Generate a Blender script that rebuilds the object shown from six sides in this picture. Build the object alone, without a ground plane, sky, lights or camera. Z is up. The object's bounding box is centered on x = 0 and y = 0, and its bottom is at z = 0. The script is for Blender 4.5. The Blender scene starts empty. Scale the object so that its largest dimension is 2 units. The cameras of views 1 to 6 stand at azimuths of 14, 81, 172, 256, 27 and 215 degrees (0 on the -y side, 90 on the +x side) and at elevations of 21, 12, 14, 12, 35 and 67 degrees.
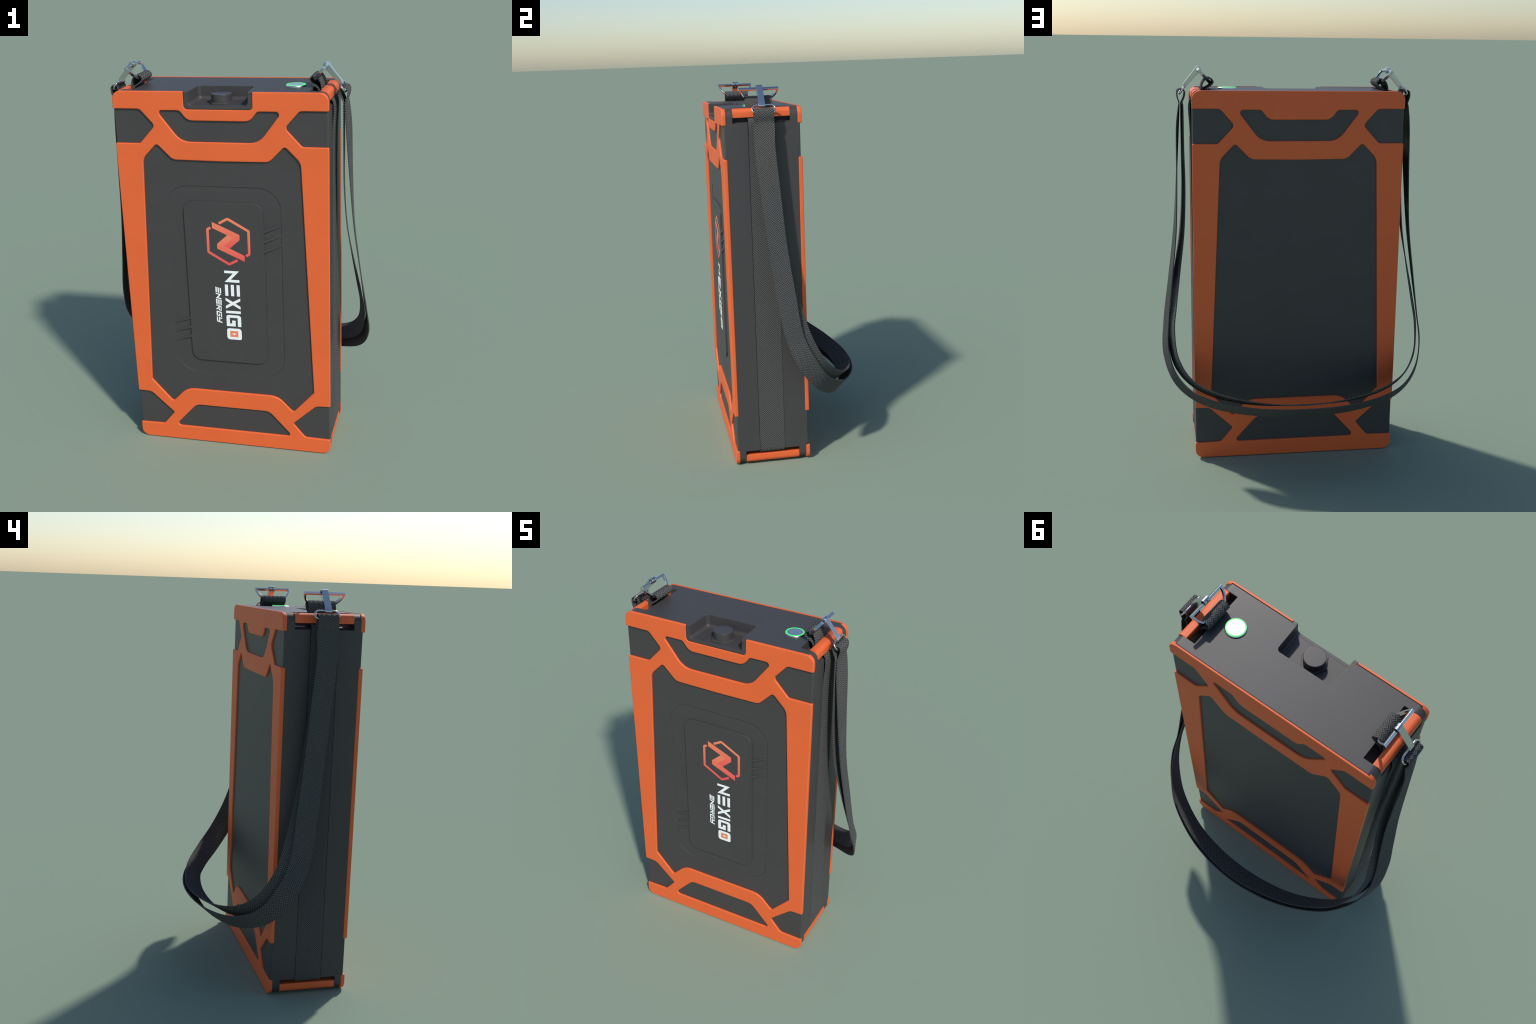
"""Rugged battery pack: charcoal case, two orange bumper frames, webbing anchors,
metal strap hardware and a woven shoulder strap looped behind the case.
Frame: metres, z up, case front faces -y, everything modelled in world coordinates."""
import bpy, bmesh, math
from mathutils import Vector
from math import pi, sin, cos, tan, hypot

# ------------------------------------------------------------------ sizes
HX = 0.5205            # half width over the bumper frames
TOP = 1.8922           # top of the bumper frames
YF, YB = -0.3728, 0.0288   # outer faces of the two frames
YC = 0.5 * (YF + YB)
FRAME_T = 0.021        # frame thickness (depth of its side lip)
CX = 0.5177            # half width of the charcoal case
CZ0, CZ1 = 0.0060, 1.8905
CYF, CYB = -0.3634, 0.0200
PANEL_MID_Z = 0.9230   # the badge panel is point-symmetric about this height
BADGE_Y = -0.3716     # face of the raised badge panel
ANCHOR_Y = -0.1755     # strap anchor centre line

col = bpy.context.scene.collection


# ------------------------------------------------------------------ materials
def new_mat(name):
    m = bpy.data.materials.new(name)
    m.use_nodes = True
    nt = m.node_tree
    return m, nt, nt.nodes["Principled BSDF"]


def plastic(name, rgb, rough, var=0.03, grain=900.0, bump=0.05, spec=0.5):
    """Moulded plastic: nearly even colour with a faint cloudiness and fine moulding grain."""
    m, nt, b = new_mat(name)
    N, L = nt.nodes, nt.links
    tc = N.new("ShaderNodeTexCoord")
    cloud = N.new("ShaderNodeTexNoise")
    cloud.inputs["Scale"].default_value = 6.0
    cloud.inputs["Detail"].default_value = 4.0
    L.new(tc.outputs["Object"], cloud.inputs["Vector"])
    ramp = N.new("ShaderNodeValToRGB")
    lo = [c * (1 - var) for c in rgb]
    hi = [min(1, c * (1 + var)) for c in rgb]
    ramp.color_ramp.elements[0].position = 0.3
    ramp.color_ramp.elements[1].position = 0.7
    ramp.color_ramp.elements[0].color = (*lo, 1)
    ramp.color_ramp.elements[1].color = (*hi, 1)
    L.new(cloud.outputs["Fac"], ramp.inputs["Fac"])
    L.new(ramp.outputs["Color"], b.inputs["Base Color"])
    g = N.new("ShaderNodeTexNoise")
    g.inputs["Scale"].default_value = grain
    L.new(tc.outputs["Object"], g.inputs["Vector"])
    bp = N.new("ShaderNodeBump")
    bp.inputs["Strength"].default_value = bump
    bp.inputs["Distance"].default_value = 0.0006
    L.new(g.outputs["Fac"], bp.inputs["Height"])
    bv = N.new("ShaderNodeBevel")
    bv.samples = 4
    bv.inputs["Radius"].default_value = 0.003
    L.new(bv.outputs["Normal"], bp.inputs["Normal"])
    L.new(bp.outputs["Normal"], b.inputs["Normal"])
    b.inputs["Roughness"].default_value = rough
    b.inputs["Specular IOR Level"].default_value = spec
    return m


def fabric(name, rgb, rough=0.9):
    m, nt, b = new_mat(name)
    N, L = nt.nodes, nt.links
    tc = N.new("ShaderNodeTexCoord")
    n1 = N.new("ShaderNodeTexNoise")
    n1.inputs["Scale"].default_value = 260.0
    n1.inputs["Detail"].default_value = 3.0
    L.new(tc.outputs["Object"], n1.inputs["Vector"])
    ramp = N.new("ShaderNodeValToRGB")
    ramp.color_ramp.elements[0].position = 0.3
    ramp.color_ramp.elements[1].position = 0.7
    ramp.color_ramp.elements[0].color = (*[c * 0.82 for c in rgb], 1)
    ramp.color_ramp.elements[1].color = (*[c * 1.18 for c in rgb], 1)
    L.new(n1.outputs["Fac"], ramp.inputs["Fac"])
    L.new(ramp.outputs["Color"], b.inputs["Base Color"])
    b.inputs["Roughness"].default_value = rough
    b.inputs["Specular IOR Level"].default_value = 0.25
    return m


def metal(name, rgb, rough):
    m, nt, b = new_mat(name)
    N, L = nt.nodes, nt.links
    tc = N.new("ShaderNodeTexCoord")
    n1 = N.new("ShaderNodeTexNoise")
    n1.inputs["Scale"].default_value = 90.0
    n1.inputs["Detail"].default_value = 4.0
    L.new(tc.outputs["Object"], n1.inputs["Vector"])
    mr = N.new("ShaderNodeMapRange")
    mr.inputs["To Min"].default_value = rough * 0.8
    mr.inputs["To Max"].default_value = rough * 1.2
    L.new(n1.outputs["Fac"], mr.inputs["Value"])
    L.new(mr.outputs["Result"], b.inputs["Roughness"])
    b.inputs["Base Color"].default_value = (*rgb, 1)
    b.inputs["Metallic"].default_value = 1.0
    return m


def print_ink(name, c_top, c_bot=None, z_top=1.0, z_bot=0.0, rough=0.5):
    """Printed ink: one colour, or a blend down the height of the print."""
    m, nt, b = new_mat(name)
    N, L = nt.nodes, nt.links
    b.inputs["Roughness"].default_value = rough
    if c_bot is None:
        b.inputs["Base Color"].default_value = (*c_top, 1)
        return m
    tc = N.new("ShaderNodeTexCoord")
    sp = N.new("ShaderNodeSeparateXYZ")
    L.new(tc.outputs["Object"], sp.inputs["Vector"])
    mr = N.new("ShaderNodeMapRange")
    mr.inputs["From Min"].default_value = z_bot
    mr.inputs["From Max"].default_value = z_top
    L.new(sp.outputs["Z"], mr.inputs["Value"])
    ramp = N.new("ShaderNodeValToRGB")
    ramp.color_ramp.elements[0].color = (*c_bot, 1)
    ramp.color_ramp.elements[1].color = (*c_top, 1)
    L.new(mr.outputs["Result"], ramp.inputs["Fac"])
    L.new(ramp.outputs["Color"], b.inputs["Base Color"])
    return m


ORANGE = plastic("orange_rubber", (0.815, 0.137, 0.0325), 0.55, var=0.02)
CHARCOAL = plastic("charcoal_plastic", (0.055, 0.0508, 0.0518), 0.5, var=0.04)
SATIN = plastic("charcoal_satin", (0.055, 0.0508, 0.0518), 0.32, var=0.04)
STRAND = fabric("webbing_strand", (0.114, 0.113, 0.111))
GAP = fabric("webbing_gap", (0.022, 0.023, 0.023))
STEEL = metal("polished_steel", (0.62, 0.64, 0.67), 0.16)
CAP = metal("button_steel", (0.78, 0.79, 0.81), 0.22)
WHITE = print_ink("white_ink", (0.94, 0.97, 0.97))
HOT_ORANGE = (0.91, 0.255, 0.122)
HOT_RED = (0.87, 0.090, 0.093)
EMBLEM = print_ink("emblem_ink", HOT_ORANGE, HOT_RED, 1.268, 1.045)
FOLD_UP = print_ink("emblem_ink_fold", HOT_ORANGE, HOT_RED, 1.194, 1.052)
FOLD_DOWN = print_ink("emblem_ink_fold_dark", HOT_ORANGE, HOT_RED, 1.262, 1.116)
TILE_INK = print_ink("orange_ink", HOT_ORANGE)
GLOW, _nt, _b = new_mat("green_light")
_b.inputs["Base Color"].default_value = (0.05, 0.8, 0.12, 1)
_b.inputs["Emission Color"].default_value = (0.03, 1.0, 0.09, 1)
_b.inputs["Emission Strength"].default_value = 1.0

# ------------------------------------------------------------------ object helpers
root = bpy.data.objects.new("battery_pack", None)
root["label"] = "rugged orange and charcoal battery pack with woven shoulder strap"
root["category"] = "battery pack"
col.objects.link(root)


def link(name, mesh, mats, parent=root):
    o = bpy.data.objects.new(name, mesh)
    for m in (mats if isinstance(mats, (list, tuple)) else [mats]):
        if m.name not in [x.name for x in mesh.materials if x]:
            mesh.materials.append(m)
    col.objects.link(o)
    o.parent = parent
    return o


def mirrored(o, parent=None, name=None):
    c = o.copy()
    c.name = name or o.name.split(".")[0]
    c.scale.x = -1
    c.parent = parent or o.parent
    col.objects.link(c)
    return c


def smooth(mesh, angle=32):
    for p in mesh.polygons:
        p.use_smooth = True
    mesh.set_sharp_from_angle(angle=math.radians(angle))


def even(o):
    """Flat faces keep flat shading beside rounded edges."""
    md = o.modifiers.new("even_normals", "WEIGHTED_NORMAL")
    md.keep_sharp = True
    md.weight = 80
    return o


def fillet(pts, seg=8):
    """Closed polygon [(x, y, radius), ...] -> outline with rounded corners."""
    out, n = [], len(pts)
    for i in range(n):
        p = Vector(pts[i][:2])
        r = pts[i][2] if len(pts[i]) > 2 else 0.0
        a = (Vector(pts[i - 1][:2]) - p)
        b = (Vector(pts[(i + 1) % n][:2]) - p)
        la, lb = a.length, b.length
        a.normalize(); b.normalize()
        ang = math.acos(max(-1, min(1, a.dot(b))))
        if r < 1e-6 or abs(pi - ang) < 1e-3:
            out.append((p.x, p.y)); continue
        d = min(r / tan(ang / 2), la * 0.498, lb * 0.498)
        r = d * tan(ang / 2)
        c = p + (a + b).normalized() * (r / sin(ang / 2))
        s, e = p + a * d - c, p + b * d - c
        a0, a1 = math.atan2(s.y, s.x), math.atan2(e.y, e.x)
        da = (a1 - a0 + pi) % (2 * pi) - pi
        k = max(2, int(seg * abs(da) / (pi / 2)) + 1)
        for j in range(k + 1):
            t = a0 + da * j / k
            out.append((c.x + r * cos(t), c.y + r * sin(t)))
    return out


def mesh_from(o):
    """Evaluate a helper object (curve, modifiers) to a plain mesh and drop the helper."""
    dg = bpy.context.evaluated_depsgraph_get()
    dg.update()
    me = bpy.data.meshes.new_from_object(o.evaluated_get(dg))
    d = o.data
    bpy.data.objects.remove(o)
    if isinstance(d, bpy.types.Curve):
        bpy.data.curves.remove(d)
    return me


def plate(name, loops, y0, y1, bevel=0.0, res=3):
    """Outlines in the xz plane (later ones are holes) extruded from y0 to y1 with rounded edges."""
    cu = bpy.data.curves.new(name + "_curve", "CURVE")
    cu.dimensions = "2D"
    cu.fill_mode = "BOTH"
    for lp in loops:
        s = cu.splines.new("POLY")
        s.points.add(len(lp) - 1)
        for q, (x, z) in zip(s.points, lp):
            q.co = (x, z, 0, 1)
        s.use_cyclic_u = True
    cu.extrude = max(0.0, (y1 - y0) / 2 - bevel)
    cu.bevel_depth = bevel
    cu.bevel_resolution = res
    cu.offset = -bevel
    h = bpy.data.objects.new(name + "_helper", cu)
    col.objects.link(h)
    me = mesh_from(h)
    ym = 0.5 * (y0 + y1)
    for v in me.vertices:            # curve (x, y, z) -> world (x, -z, y)
        x, y, z = v.co
        v.co = (x, ym - z, y)
    bm = bmesh.new()
    bm.from_mesh(me)
    bmesh.ops.remove_doubles(bm, verts=bm.verts, dist=1e-5)
    bmesh.ops.recalc_face_normals(bm, faces=bm.faces)
    bm.to_mesh(me)
    bm.free()
    me.name = name
    return me


def sweep_rings(rings, close=True, caps=False):
    """Skin rings (lists of equal length) into a mesh."""
    bm = bmesh.new()
    vs = [[bm.verts.new(p) for p in r] for r in rings]
    n = len(vs)
    for i in range(n if close else n - 1):
        a, b = vs[i], vs[(i + 1) % n]
        m = len(a)
        for j in range(m):
            bm.faces.new((a[j], a[(j + 1) % m], b[(j + 1) % m], b[j]))
    if caps and not close:
        bm.faces.new(vs[0]); bm.faces.new(vs[-1])
    bmesh.ops.recalc_face_normals(bm, faces=bm.faces)
    me = bpy.data.meshes.new("swept")
    bm.to_mesh(me)
    bm.free()
    return me


def lathe(name, prof, cx, cy, seg=64):
    """Solid of revolution about a vertical axis; profile of (radius, z) from bottom to top."""
    return_me = sweep_rings([[(cx + r * cos(2 * pi * k / seg), cy + r * sin(2 * pi * k / seg), z)
                              for k in range(seg)] for r, z in prof], close=False, caps=True)
    return_me.name = name
    return return_me


def box(x0, x1, y0, y1, z0, z1, bevel=0.0, seg=4):
    bm = bmesh.new()
    bmesh.ops.create_cube(bm, size=1.0)
    for v in bm.verts:
        v.co = ((x0 + x1) / 2 + v.co.x * (x1 - x0), (y0 + y1) / 2 + v.co.y * (y1 - y0), (z0 + z1) / 2 + v.co.z * (z1 - z0))
    if bevel:
        bmesh.ops.bevel(bm, geom=list(bm.edges), offset=bevel, segments=seg, profile=0.5, affect="EDGES")
    me = bpy.data.meshes.new("box")
    bm.to_mesh(me)
    bm.free()
    return me


def cut(me, cutters):
    """Boolean difference of a mesh with a list of closed meshes."""
    o = bpy.data.objects.new("cut_helper", me)
    col.objects.link(o)
    hs = []
    for c in cutters:
        h = bpy.data.objects.new("cutter_helper", c)
        col.objects.link(h)
        hs.append(h)
        md = o.modifiers.new("cut", "BOOLEAN")
        md.operation = "DIFFERENCE"
        md.solver = "EXACT"
        md.object = h
    r = mesh_from(o)
    for h in hs:
        d = h.data
        bpy.data.objects.remove(h)
        bpy.data.meshes.remove(d)
    return r


# ------------------------------------------------------------------ bumper frames
POCKET_TOP = [(HX, 1.8072, 0.006), (0.3865, 1.8072, 0.026), (0.3155, 1.7278, 0.020), (0.3965, 1.6405, 0.020), (HX, 1.6405, 0.007)]
POCKET_LOW = [(HX, 0.2795, 0.006), (0.4480, 0.2775, 0.045), (0.3255, 0.1625, 0.010), (0.3880, 0.0860, 0.024), (HX, 0.0835, 0.006)]
HALF_RIGHT = [(HX, TOP, 0.044)] + POCKET_TOP + POCKET_LOW + [(HX, 0.0, 0.044)]
NOTCH = [(-0.1655, TOP, 0.006), (-0.1655, 1.8085, 0.018), (0.1655, 1.8085, 0.018), (0.1655, TOP, 0.006)]
TRAPEZE = [(0.3040, 1.8025, 0.0145), (0.1880, 1.8025, 0.023), (0.1510, 1.7550, 0.052)]
HOLE_TRAPEZE = TRAPEZE + [(-x, z, r) for x, z, r in reversed(TRAPEZE)] + [(-0.190, 1.6530, 0.092), (0.190, 1.6530, 0.092)]
SIDE_RUN = [(0.2370, 1.5640, 0.048), (0.3135, 1.6415, 0.014), (0.3875, 1.5655, 0.064), (0.4370, 0.3545, 0.003),
            (0.3270, 0.2300, 0.013), (0.2460, 0.3160, 0.095)]
HOLE_MAIN = [(0.0, 1.5612, 0)] + SIDE_RUN + [(-x, z, r) for x, z, r in reversed(SIDE_RUN)]
HOLE_LOW = [(0.1990, 0.2210, 0.055), (0.3225, 0.0830, 0.0135), (-0.3225, 0.0830, 0.0135), (-0.1990, 0.2210, 0.055)]


def bumper(name, y0, y1, notch):
    outer = HALF_RIGHT + [(-x, z, r) for x, z, r in reversed(HALF_RIGHT)] + (NOTCH if notch else [])
    loops = [fillet(outer), fillet(HOLE_TRAPEZE), fillet(HOLE_MAIN), fillet(HOLE_LOW)]
    me = plate(name, loops, y0, y1, bevel=0.0042, res=3)
    # the case top and floor butt against the frame, so its lip is thin there and only wraps the sides
    ya, yb = (CYF + 0.0012, y1 + 0.01) if notch else (y0 - 0.01, CYB - 0.0012)
    me = cut(me, [box(-0.4900, 0.4900, ya, yb, 1.8840, 1.95), box(-0.4900, 0.4900, ya, yb, -0.05, 0.0075)])
    smooth(me, 40)
    return even(link(name, me, ORANGE))


bumper("bumper_frame", YF, YF + FRAME_T, True)
bumper("bumper_frame", YB - FRAME_T, YB, False)

# ------------------------------------------------------------------ charcoal case
SLOT_Y0, SLOT_Y1 = -0.319, -0.030
SLOT_X = 0.4265
body = plate("case", [fillet([(CX, CZ1, 0.043), (CX, CZ0, 0.043), (-CX, CZ0, 0.043), (-CX, CZ1, 0.043)], 12)], CYF, CYB, bevel=0.006, res=3)
recess = box(-0.1445, 0.1445, -0.45, -0.2125, 1.8260, 2.0, bevel=0.019, seg=6)
for v in recess.vertices:            # the side walls close in slightly towards the back
    if v.co.y > -0.30:
        v.co.x *= 0.965
cutters = [recess]
for sx in (1, -1):
    a, b = sorted((sx * SLOT_X, sx * 0.60))
    slot = [(SLOT_X, 2.0), (SLOT_X, 1.8470), (0.4700, 1.8290), (0.5250, 1.8130), (0.60, 1.8130), (0.60, 2.0)]
    cutters.append(plate("slot", [[(sx * x, z) for x, z in slot]], SLOT_Y0, SLOT_Y1))
    cutters.append(box(a, b, SLOT_Y0, SLOT_Y1, -0.1, 0.0775))
    a, b = sorted((sx * 0.5115, sx * 0.60))      # shallow channel that the anchor webbing lies in
    cutters.append(box(a, b, ANCHOR_Y - 0.0682, ANCHOR_Y + 0.0682, 0.05, 1.83))


def rounded_rect(hx, z0, z1, r, n=14):
    """Rounded rectangle sampled so that loops of any size pair up point by point."""
    cz = [(hx - r, z1 - r, 0), (-hx + r, z1 - r, 1), (-hx + r, z0 + r, 2), (hx - r, z0 + r, 3)]
    return [(x + r * cos(pi / 2 * (q + k / n)), z + r * sin(pi / 2 * (q + k / n))) for x, z, q in cz for k in range(n + 1)]


GO = rounded_rect(0.2870, 0.4205, 1.4345, 0.112)
GI = rounded_rect(0.1995, 0.4955, 1.3585, 0.052)
OUT_D, IN_D = 0.0018, 0.0002     # a fine step marks the border of the badge field
cutters.append(sweep_rings([[(x, CYF - 0.03, z) for x, z in GO], [(x, CYF + OUT_D, z) for x, z in GO],
                            [(x, CYF + IN_D, z) for x, z in GI], [(x, CYF - 0.03, z) for x, z in GI]]))
body = cut(body, cutters)
# three slanted ribs climb to the badge panel on one side, three more point-symmetric on the other
bm = bmesh.new()
bm.from_mesh(body)


def on_recess(v):
    x, y, z = v.co
    return abs(x) < 0.1450 and y < -0.2115 and z > 1.8255 and (abs(y - CYF) < 4e-4 or abs(z - CZ1) < 4e-4 or (y < CYF + 0.007 and z > CZ1 - 0.007))


rim = [e for e in bm.edges if all(on_recess(v) for v in e.verts) and len(e.link_faces) == 2 and e.calc_face_angle(0) > 0.6]
bmesh.ops.bevel(bm, geom=rim, offset=0.0030, segments=2, profile=0.5, affect="EDGES", clamp_overlap=True)
for side in (1, -1):
    for zi, zo, wi, wo in ((1.2155, 1.2500, 0.0150, 0.0098), (1.1645, 1.1992, 0.0150, 0.0098), (1.1135, 1.1492, 0.0150, 0.0098)):
        q = []
        for x, zc, w, yf in ((0.1990, zi, wi, BADGE_Y + 0.0003), (0.2874, zo, wo, CYF - 0.0001)):
            for dz in (-w / 2, w / 2):
                for y in (yf, CYF + 0.006):
                    q.append(bm.verts.new((side * x, y, PANEL_MID_Z + side * (zc + dz - PANEL_MID_Z))))
        a0, a1, b0, b1, c0, c1, d0, d1 = q
        fs = [bm.faces.new(f) for f in ((a0, b0, d0, c0), (a1, b1, d1, c1), (a0, a1, c1, c0), (b0, b1, d1, d0), (a0, a1, b1, b0), (c0, c1, d1, d0))]
        bmesh.ops.recalc_face_normals(bm, faces=fs)
bm.to_mesh(body)
bm.free()
smooth(body, 30)
case = even(link("case", body, CHARCOAL))

badge = plate("badge_panel", [GI], BADGE_Y, CYF + 0.004, bevel=0.0009, res=2)
smooth(badge, 40)
badge = even(link("badge_panel", badge, CHARCOAL))

# charcoal lip that fills the notch of the bumper frame around the recess
LIP = [(-0.1648, CZ1 + 0.0003, 0.001), (-0.1648, 1.8092, 0.017), (0.1648, 1.8092, 0.017), (0.1648, CZ1 + 0.0003, 0.001),
       (0.1441, CZ1 + 0.0003, 0.001), (0.1441, 1.8264, 0.019), (-0.1441, 1.8264, 0.019), (-0.1441, CZ1 + 0.0003, 0.001)]
lip = plate("recess_lip", [fillet(LIP)], -0.3714, CYF + 0.0085, bevel=0.0022, res=3)
smooth(lip, 40)
even(link("recess_lip", lip, CHARCOAL, case))

# ------------------------------------------------------------------ orange corner bars over the webbing slots
BX0 = 0.4700
bar_top = plate("corner_bar", [fillet([(BX0, 1.8445, 0.003), (BX0, 1.8890, 0.004), (0.5150, 1.8890, 0.0440), (0.5150, 1.8445, 0.002)], 12)],
                SLOT_Y0 + 0.0006, SLOT_Y1 - 0.0006)
bar_low = plate("corner_bar", [fillet([(BX0, 0.0550, 0.003), (0.5155, 0.0550, 0.003), (0.5155, 0.0095, 0.0420), (BX0, 0.0095, 0.004)], 12)],
                SLOT_Y0 + 0.0006, SLOT_Y1 - 0.0006)
for me in (bar_top, bar_low):
    smooth(me, 40)
    mirrored(link("corner_bar", me, ORANGE))

# ------------------------------------------------------------------ knob in the recess, power button
KX, KY = 0.0, -0.2930
base = lathe("knob_base", [(0.0640, 1.8255), (0.0640, 1.8325), (0.0625, 1.8345)], KX, KY, 6)
knob = lathe("knob", [(0.0495, 1.83), (0.0495, 1.8704), (0.0479, 1.8720)], KX, KY, 48)
for me in (base, knob):
    smooth(me, 30)
kb = link("knob", knob, SATIN)
link("knob_base", base, CHARCOAL, kb)

PX, PY = 0.3367, -0.1925
housing = lathe("power_button", [(0.0478, 1.8890), (0.0480, 1.8925), (0.0475, 1.8945), (0.0462, 1.8962), (0.0450, 1.8970)], PX, PY, 72)
glow = sweep_rings([[(PX + r * cos(2 * pi * k / 72), PY + r * sin(2 * pi * k / 72), z) for k in range(72)]
                    for r, z in ((0.0451, 1.8960), (0.0449, 1.8980), (0.0398, 1.8982), (0.0396, 1.8960))])
glow.name = "light_ring"
capm = lathe("button_cap", [(0.0395, 1.8955), (0.0395, 1.8981)], PX, PY, 72)
for me in (housing, glow, capm):
    smooth(me, 30)
pb = link("power_button", housing, CAP)
link("light_ring", glow, GLOW, pb)
link("button_cap", capm, CAP, pb)


# ------------------------------------------------------------------ woven ribbons
def catmull(pts, per=14, cyclic=False):
    n, out = len(pts), []
    get = (lambda i: pts[i % n]) if cyclic else (lambda i: pts[max(0, min(n - 1, i))])
    for i in range(n if cyclic else n - 1):
        p0, p1, p2, p3 = get(i - 1), get(i), get(i + 1), get(i + 2)
        for k in range(per):
            t = k / per
            w = ((-t + 2 * t * t - t ** 3) / 2, (2 - 5 * t * t + 3 * t ** 3) / 2, (t + 4 * t * t - 3 * t ** 3) / 2, (-t * t + t ** 3) / 2)
            out.append(tuple(sum(w[j] * q[c] for j, q in enumerate((p0, p1, p2, p3))) for c in range(len(p1))))
    if not cyclic:
        out.append(pts[-1])
    return out


def ribbon(name, rails, thick, columns, cyclic=False, pitch=0.0120, rise=0.0118, relief=0.0010):
    """Herringbone webbing. rails: control points (x1, y1, z1, x2, y2, z2) of the two edges.
    Each chevron strand is a raised ridge with its own material; the furrows between are darker."""
    d = catmull(rails, 14, cyclic)
    E1 = [Vector(p[:3]) for p in d]
    E2 = [Vector(p[3:]) for p in d]
    n = len(d)
    C = [(a + b) / 2 for a, b in zip(E1, E2)]
    S = [0.0]
    for i in range(1, n + (1 if cyclic else 0)):
        S.append(S[-1] + (C[i % n] - C[i - 1]).length)
    Ltot = S[-1]
    Nn = []
    for i in range(n):
        tn = (C[(i + 1) % n] - C[i - 1]) if cyclic else (C[min(n - 1, i + 1)] - C[max(0, i - 1)])
        Nn.append(tn.cross(E2[i] - E1[i]).normalized())
    rows = max(4, round(Ltot / pitch))
    pitch = Ltot / rows
    phases = ((0.0, 0), (0.30, 1), (0.62, 0))

    def at(s, t, h):
        s = s % Ltot if cyclic else max(0.0, min(Ltot, s))
        lo, hi = 0, len(S) - 1
        while hi - lo > 1:
            m = (lo + hi) // 2
            if S[m] <= s: lo = m
            else: hi = m
        f = (s - S[lo]) / max(1e-9, S[hi] - S[lo])
        a, b = lo % n, hi % n
        return E1[a].lerp(E1[b], f).lerp(E2[a].lerp(E2[b], f), t) + Nn[a].lerp(Nn[b], f) * h

    extra = 0 if cyclic else int(rise / pitch) + 2
    verts, faces, mats = [], [], []
    for k in range(columns):                      # every column slants the other way, half a pitch out of step
        t0, t1 = k / columns, (k + 1) / columns
        s0, s1 = (0.0, rise) if k % 2 == 0 else (rise, 0.0)
        step = 0.5 * (k % 2)
        first = len(verts)
        G = 0
        for r in range(-extra, rows + (0 if cyclic else 1)):
            for ph, up in phases:
                h = thick / 2 - (0.0 if up else relief)
                s = (r + ph + step) * pitch
                for t, ds in ((t0, s0), (t1, s1)):
                    verts += [at(s + ds, t, h), at(s + ds, t, -h)]
                G += 1
        for g in range(G if cyclic else G - 1):
            a, b = first + 4 * g, first + 4 * ((g + 1) % G)
            m = 1 if g % 3 == 2 else 0
            quads = [(a, a + 2, b + 2, b), (a + 1, b + 1, b + 3, a + 3)]
            if k == 0:
                quads.append((a, b, b + 1, a + 1))
            if k == columns - 1:
                quads.append((a + 2, a + 3, b + 3, b + 2))
            faces += quads
            mats += [m] * len(quads)
    me = bpy.data.meshes.new(name)
    me.from_pydata([tuple(v) for v in verts], [], faces)
    me.materials.append(STRAND)
    me.materials.append(GAP)
    me.polygons.foreach_set("material_index", mats)
    bm = bmesh.new()
    bm.from_mesh(me)
    bmesh.ops.dissolve_degenerate(bm, dist=1e-6, edges=bm.edges)
    bm.to_mesh(me)
    bm.free()
    smooth(me, 50)
    return me


# anchor webbing: bottom slot, up the side of the case, through the upper slot,
# loop around the D-ring and back into the slot (section in the xz plane)
ANCHOR = [(0.4750, 0.0655), (0.5000, 0.0655), (0.5125, 0.0700), (0.5155, 0.0880), (0.5160, 0.1300), (0.5161, 0.4000), (0.5161, 0.8000),
          (0.5162, 1.2000), (0.5168, 1.5500), (0.5198, 1.6900), (0.5248, 1.7700), (0.5250, 1.8050), (0.5195, 1.8310), (0.5060, 1.8400), (0.4840, 1.8395),
          (0.4655, 1.8500), (0.4638, 1.8690), (0.4665, 1.8930), (0.4620, 1.9165), (0.4500, 1.9355), (0.4325, 1.9445), (0.4172, 1.9395),
          (0.4092, 1.9280), (0.4122, 1.9175), (0.4235, 1.9075), (0.4410, 1.8960), (0.4530, 1.8850), (0.4575, 1.8650), (0.4560, 1.8400)]
AW = 0.0665
anchor = link("anchor_webbing", ribbon("anchor_webbing", [(x, ANCHOR_Y - AW, z, x, ANCHOR_Y + AW, z) for x, z in ANCHOR], 0.0068, 11), [STRAND, GAP])
mirrored(anchor)

# shoulder strap: one closed band. Each entry gives both edges (front/lower edge, back/upper edge)
STRAND_OUT = [(0.5735, -0.2205, 1.8000, 0.5800, -0.1190, 1.8000), (0.5790, -0.2210, 1.6840, 0.5910, -0.1205, 1.6910),
              (0.5935, -0.2000, 1.4420, 0.5930, -0.1010, 1.4510), (0.6120, -0.1735, 1.1900, 0.6000, -0.0790, 1.1980),
              (0.6415, -0.1440, 0.9450, 0.6235, -0.0475, 0.9570), (0.6700, -0.1080, 0.7290, 0.6450, -0.0180, 0.7490),
              (0.6750, -0.0380, 0.5590, 0.6490, 0.0440, 0.6100), (0.6150, 0.0650, 0.4270, 0.6060, 0.1230, 0.4930),
              (0.4750, 0.1740, 0.3560, 0.4890, 0.2320, 0.4245), (0.2500, 0.2580, 0.3300, 0.2650, 0.3320, 0.4005),
              (0.0000, 0.2900, 0.3290, 0.0000, 0.3700, 0.3985)]
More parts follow.
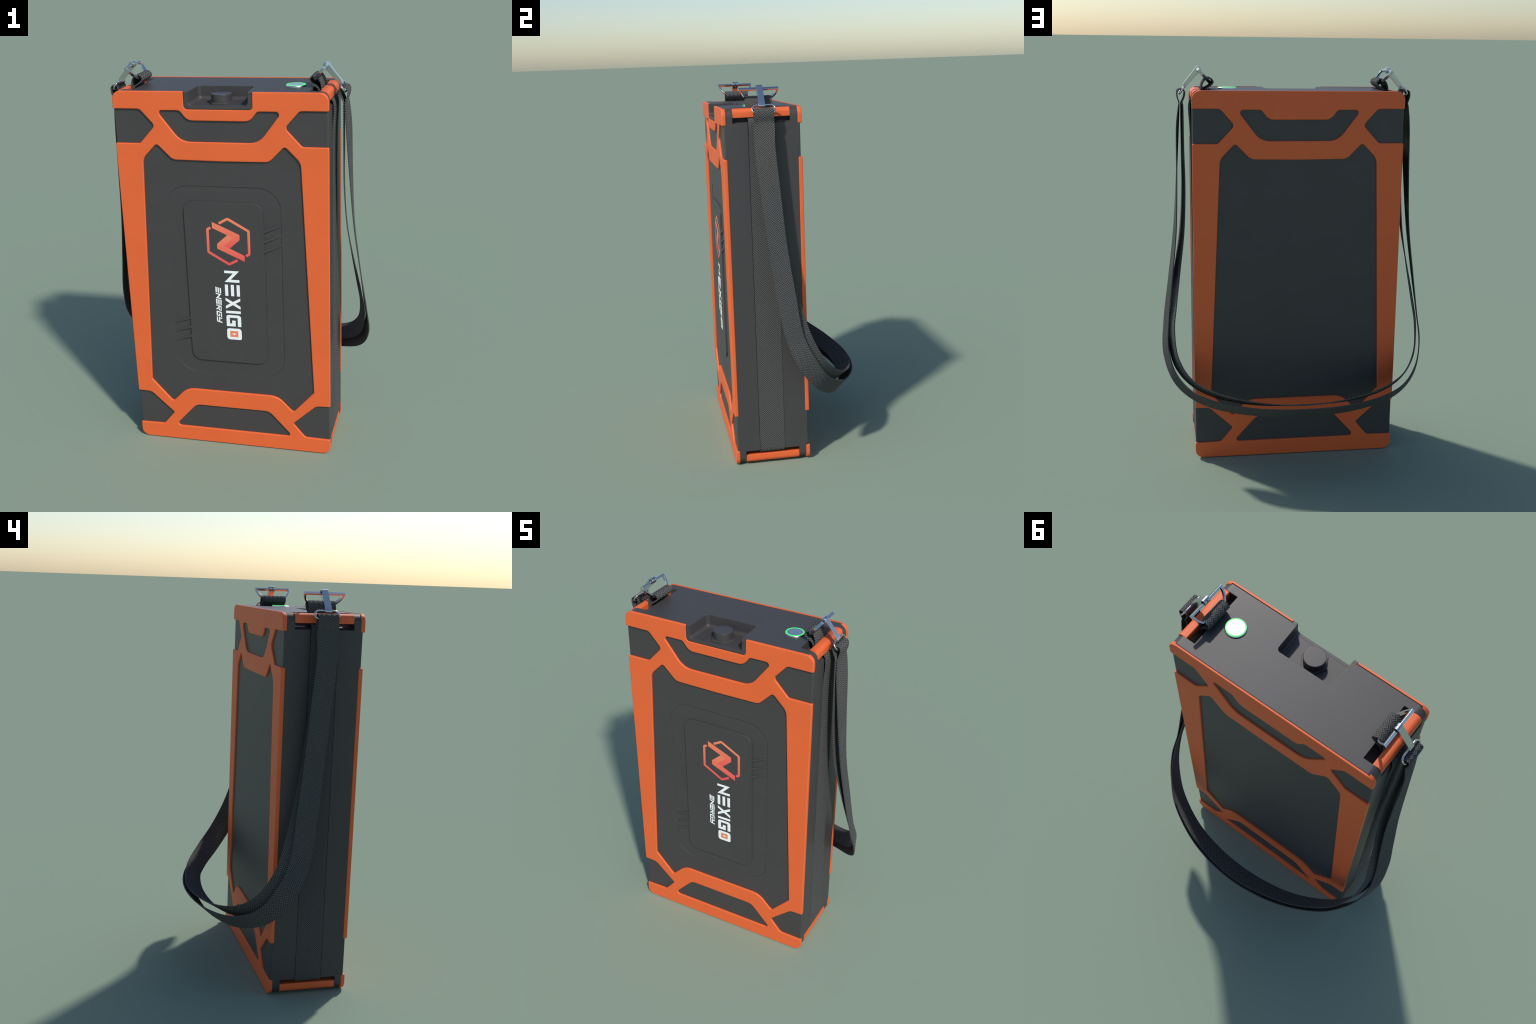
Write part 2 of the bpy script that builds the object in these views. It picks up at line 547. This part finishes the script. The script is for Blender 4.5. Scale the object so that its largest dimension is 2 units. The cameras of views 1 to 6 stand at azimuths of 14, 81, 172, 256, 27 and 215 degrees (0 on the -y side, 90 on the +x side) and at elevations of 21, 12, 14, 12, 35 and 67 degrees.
STRAND_IN = [(0.5650, -0.2230, 1.7990, 0.5570, -0.1250, 1.8010), (0.5660, -0.2160, 1.5900, 0.5560, -0.1185, 1.6000),
             (0.5675, -0.1980, 1.3840, 0.5530, -0.0995, 1.3960), (0.5810, -0.1740, 1.1790, 0.5620, -0.0755, 1.1870),
             (0.6120, -0.1380, 0.9870, 0.5840, -0.0420, 1.0030), (0.6410, -0.0960, 0.8090, 0.6060, -0.0005, 0.8310),
             (0.6520, -0.0400, 0.6570, 0.6190, 0.0430, 0.7000), (0.6150, 0.0420, 0.5080, 0.5970, 0.1160, 0.5720),
             (0.4930, 0.1450, 0.4180, 0.5060, 0.2120, 0.4810), (0.2800, 0.2340, 0.3820, 0.2970, 0.3110, 0.4330),
             (0.0000, 0.2680, 0.3775, 0.0000, 0.3590, 0.4150)]
# loop over the oval ring, from the inner strand to the outer one (section in the xz plane)
LOOP = [(0.5625, 1.8230), (0.5530, 1.8460), (0.5470, 1.8690), (0.5520, 1.8845), (0.5660, 1.8885), (0.5790, 1.8855), (0.5850, 1.8740), (0.5835, 1.8500), (0.5755, 1.8250)]
loop_rails = [(x, -0.2195, z, x, -0.1215, z) for x, z in LOOP]
half = list(reversed(STRAND_IN)) + loop_rails + STRAND_OUT      # inner centre -> ring -> outer centre
mirror_half = [(-p[0], p[1], p[2], -p[3], p[4], p[5]) for p in reversed(half)]
path = half[:-1] + mirror_half[:-1]
strap = link("shoulder_strap", ribbon("shoulder_strap", path, 0.0062, 8, cyclic=True), [STRAND, GAP])

# ------------------------------------------------------------------ metal hardware
# D-ring: flat bar on top, half-ellipse below, lying in a plane tilted inwards
D_TOP, D_BOT = Vector((0.4812, 1.9842)), Vector((0.4168, 1.9140))
depth = (D_BOT - D_TOP).length
ax = (D_BOT - D_TOP) / depth
nx = Vector((-ax.y, ax.x))


def d_shape(hw, dep, t0):
    return [(-hw, t0), (hw, t0)] + [(hw * cos(a), t0 + dep * sin(a)) for a in [pi * k / 28 for k in range(1, 28)]]


dm = plate("d_ring", [d_shape(0.0992, depth, 0.0), d_shape(0.0880, depth - 0.0195, 0.0098)], -0.0076, 0.0076, bevel=0.0014, res=2)
for v in dm.vertices:            # local x = along y, local z = down the ring, local y = plane normal
    u, h, t = v.co
    p = D_TOP + ax * t + nx * h
    v.co = (p.x, -0.1782 + u, p.y)
dm.flip_normals()
smooth(dm, 35)

# hook: tapering plate with an eye around the D-ring bar and a slot for the oval ring
EYE = Vector((0.4790, 1.9855))
eye = [(EYE.x + 0.0147 * cos(a), EYE.y + 0.0147 * sin(a)) for a in [math.radians(38 + 172 * k / 14) for k in range(15)]]
FOOT = Vector((0.5500, 1.9005))
foot = [(FOOT.x + 0.0090 * cos(a), FOOT.y + 0.0090 * sin(a)) for a in [math.radians(-140 + 178 * k / 8) for k in range(9)]]
outline = eye + [(0.4680, 1.9740), (0.4800, 1.9625), (0.5060, 1.9365), (0.5240, 1.9165), (0.5350, 1.9030)] + foot + [(0.5480, 1.9210), (0.5120, 1.9660)]
hole = [(EYE.x - 0.0008 + 0.0108 * cos(-a), EYE.y - 0.0020 + 0.0108 * sin(-a)) for a in [2 * pi * k / 24 for k in range(24)]]
hole2 = [(0.5487 + 0.0048 * cos(-a), 1.9040 + 0.0048 * sin(-a)) for a in [2 * pi * k / 16 for k in range(16)]]
hm = plate("strap_hook", [outline, hole, hole2], ANCHOR_Y - 0.0158, ANCHOR_Y + 0.0158, bevel=0.0010, res=2)
hm = cut(hm, [box(0.455, 0.4715, ANCHOR_Y - 0.0022, ANCHOR_Y + 0.0022, 1.96, 2.02)])
smooth(hm, 35)

# oval ring: round rod bent to a stadium, tilted like the hook
R_TOP, R_BOT = Vector((0.5487, 1.9040)), Vector((0.5722, 1.8680))
rad = (R_BOT - R_TOP).length / 2
mid = (R_TOP + R_BOT) / 2
ra = (R_BOT - R_TOP).normalized()
RY = -0.1680
flat = 0.0625 - 0.0046 - rad
pathr = [(flat + rad * sin(a), -rad * cos(a)) for a in [pi * k / 14 for k in range(15)]] + [(-flat - rad * sin(a), rad * cos(a)) for a in [pi * k / 14 for k in range(15)]]
rings = []
for i, (u, t) in enumerate(pathr):
    u0, t0 = pathr[i - 1]
    u1, t1 = pathr[(i + 1) % len(pathr)]
    du, dt = u1 - u0, t1 - t0
    l = hypot(du, dt)
    nu, ntt = dt / l, -du / l
    ring = []
    for k in range(12):
        c, s = 0.0046 * cos(2 * pi * k / 12), 0.0046 * sin(2 * pi * k / 12)
        p = mid + ra * (t + ntt * c) + Vector((-ra.y, ra.x)) * s
        ring.append((p.x, RY + u + nu * c, p.y))
    rings.append(ring)
rm = sweep_rings(rings)
rm.name = "oval_ring"
smooth(rm, 60)

for nm, me in (("d_ring", dm), ("strap_hook", hm), ("oval_ring", rm)):
    mirrored(even(link(nm, me, STEEL)))

# ------------------------------------------------------------------ printed emblem and lettering (reads downwards)
PY0, PY1 = BADGE_Y - 0.0006, BADGE_Y + 0.0004


def ink(name, loops, mat, y0=PY0, parent=badge):
    loops = [[(0.99764 * x + 0.0027, 0.99764 * z + 0.0062) for x, z in lp] for lp in loops]     # print placement on the badge
    return link(name, plate(name, loops, y0, PY1), mat, parent)


def stroke(pts, w, r=0.010):
    """Constant-width band along an open polyline with rounded bends."""
    n = len(pts)
    off = []
    for i in range(n):
        p = Vector(pts[i])
        d0 = (p - Vector(pts[i - 1])).normalized() if i else None
        d1 = (Vector(pts[i + 1]) - p).normalized() if i < n - 1 else None
        d = (d0 or d1) + (d1 or d0)
        d.normalize()
        nn = Vector((-d.y, d.x))
        k = 1.0 / max(0.3, nn.dot(Vector((-(d1 or d0).y, (d1 or d0).x))))
        off.append((p + nn * w * k, p - nn * w * k))
    left = [(*a, r if 0 < i < n - 1 else 0) for i, (a, b) in enumerate(off)]
    right = [(*b, max(0.002, r - 2 * w) if 0 < i < n - 1 else 0) for i, (a, b) in enumerate(off)]
    return fillet(left + right[::-1], 8)


HEXC = [(0.0185, 1.2732), (0.1228, 1.2142), (0.1222, 1.0942), (0.0180, 1.0358), (-0.0858, 1.0960), (-0.0850, 1.2160)]
em = ink("emblem", [stroke([(-0.0258, 1.2480)] + HEXC[0:3] + [(0.1062, 1.0845)], 0.0064, 0.014)], EMBLEM)
ink("emblem_ring", [stroke([(0.0612, 1.0590)] + HEXC[3:6] + [(-0.0695, 1.2238)], 0.0064, 0.014)], EMBLEM)
BAR_A = [(-0.0610, 1.2543), (0.0764, 1.1928, 0.006), (0.0764, 1.1795), (0.0432, 1.1756), (0.0140, 1.1890), (-0.0608, 1.2226)]
ink("emblem_stroke", [fillet(BAR_A)], FOLD_DOWN)
BAR_B = [(0.0982, 1.0537), (-0.0397, 1.1156, 0.006), (-0.0397, 1.1290), (-0.0049, 1.1322), (0.0237, 1.1197), (0.0981, 1.0846)]
ink("emblem_stroke", [fillet(BAR_B)], FOLD_UP)
ink("emblem_fold", [fillet([(0.0140, 1.1890), (0.0432, 1.1756), (-0.0049, 1.1322), (-0.0397, 1.1290), (-0.0397, 1.1408, 0.004)])], FOLD_UP)
ink("emblem_fold", [fillet([(0.0432, 1.1756), (0.0764, 1.1795), (0.0760, 1.1659, 0.004), (0.0237, 1.1197), (-0.0049, 1.1322)])], FOLD_DOWN)


def letter(loops, lean=0.0, parent=badge):
    """Glyph outlines as (x, z, radius): x runs up the letter, z down the line of text."""
    return ink("letter", [fillet([(p[0], p[1] + lean * p[0], *p[2:]) for p in lp]) for lp in loops], WHITE, parent=parent)


V0, V1 = -0.0105, 0.0660      # base line and cap height of the large word
letter([[(V0, 1.0010), (V1, 1.0003), (0.0215, 0.9530), (V1, 0.9530), (V1, 0.9390), (V0, 0.9397), (0.0345, 0.9878), (V0, 0.9878)]])
for a, b in ((V0, 0.0056), (0.0200, 0.0360), (0.0500, V1)):
    letter([[(a, 0.9256), (b, 0.9256), (b, 0.8642), (a, 0.8642)]])
letter([[(V0, 0.8535), (0.0273, 0.8320), (V1, 0.8535), (V1, 0.8382), (0.0402, 0.8236), (V1, 0.8076), (V1, 0.7922), (0.0272, 0.8150),
         (V0, 0.7930), (V0, 0.8087), (0.0137, 0.8240), (V0, 0.8385)]])
letter([[(V0, 0.7822), (V1, 0.7822), (V1, 0.7685), (V0, 0.7685)]])
letter([[(V0, 0.7585, 0.012), (V1, 0.7585, 0.015), (V1, 0.6955), (0.0480, 0.6955), (0.0480, 0.7441), (0.0068, 0.7441), (0.0068, 0.7115), (0.0185, 0.7115),
         (0.0185, 0.7288), (0.0366, 0.7288), (0.0366, 0.6960), (V0, 0.6960)]])
o_hole = [(0.0055, 0.6700), (0.0480, 0.6700), (0.0480, 0.6360), (0.0055, 0.6360)]
lo = letter([[(V0, 0.6840, 0.012), (V1, 0.6840, 0.016), (V1, 0.6215, 0.010), (V0, 0.6215, 0.015)], o_hole])
bolt = [(0.0128, 0.6568), (0.0252, 0.6545), (0.0270, 0.6598), (0.0402, 0.6492), (0.0300, 0.6514), (0.0280, 0.6458)]
ink("badge_tile", [fillet(o_hole), fillet(bolt)], TILE_INK)
ink("bolt_mark", [fillet(bolt)], WHITE)

# the small slanted word
for a, b in ((-0.0607, -0.0533), (-0.0495, -0.0424), (-0.0384, -0.0318)):
    for z0 in (0.8965, 0.8313):
        s = -0.28
        zc = z0 + s * (a + 0.0607) * 0.9
        letter([[(a, zc + 0.0142), (b, zc + 0.0142 + s * (b - a)), (b, zc - 0.0142 + s * (b - a)), (a, zc - 0.0142)]])
letter([[(-0.0609, 0.8773), (-0.0319, 0.8709), (-0.0475, 0.8522), (-0.0318, 0.8484), (-0.0320, 0.8420), (-0.0600, 0.8493), (-0.0441, 0.8672), (-0.0607, 0.8717)]])
letter([[(-0.0617, 0.8082), (-0.0614, 0.8130), (-0.0338, 0.8055, 0.003), (-0.0338, 0.7775, 0.002), (-0.0488, 0.7828, 0.003), (-0.0497, 0.7907),
         (-0.0614, 0.7843), (-0.0612, 0.7915), (-0.0500, 0.7985), (-0.0500, 0.8050)],
        [(-0.0440, 0.8023), (-0.0388, 0.8003), (-0.0388, 0.7836), (-0.0440, 0.7856)]])
letter([[(-0.0612, 0.7790, 0.004), (-0.0338, 0.7722, 0.005), (-0.0338, 0.7446), (-0.0391, 0.7458), (-0.0391, 0.7667), (-0.0553, 0.7711), (-0.0553, 0.7552),
         (-0.0495, 0.7539), (-0.0495, 0.7627), (-0.0443, 0.7615), (-0.0443, 0.7470), (-0.0614, 0.7522)]])
letter([[(-0.0611, 0.7466), (-0.0557, 0.7454), (-0.0556, 0.7228), (-0.0500, 0.7216), (-0.0499, 0.7434), (-0.0327, 0.7391), (-0.0329, 0.7334), (-0.0442, 0.7360),
         (-0.0442, 0.7196), (-0.0328, 0.7165), (-0.0331, 0.7106), (-0.0614, 0.7180, 0.006)]])

# sweep up helper data
for me in list(bpy.data.meshes):
    if me.users == 0:
        bpy.data.meshes.remove(me)
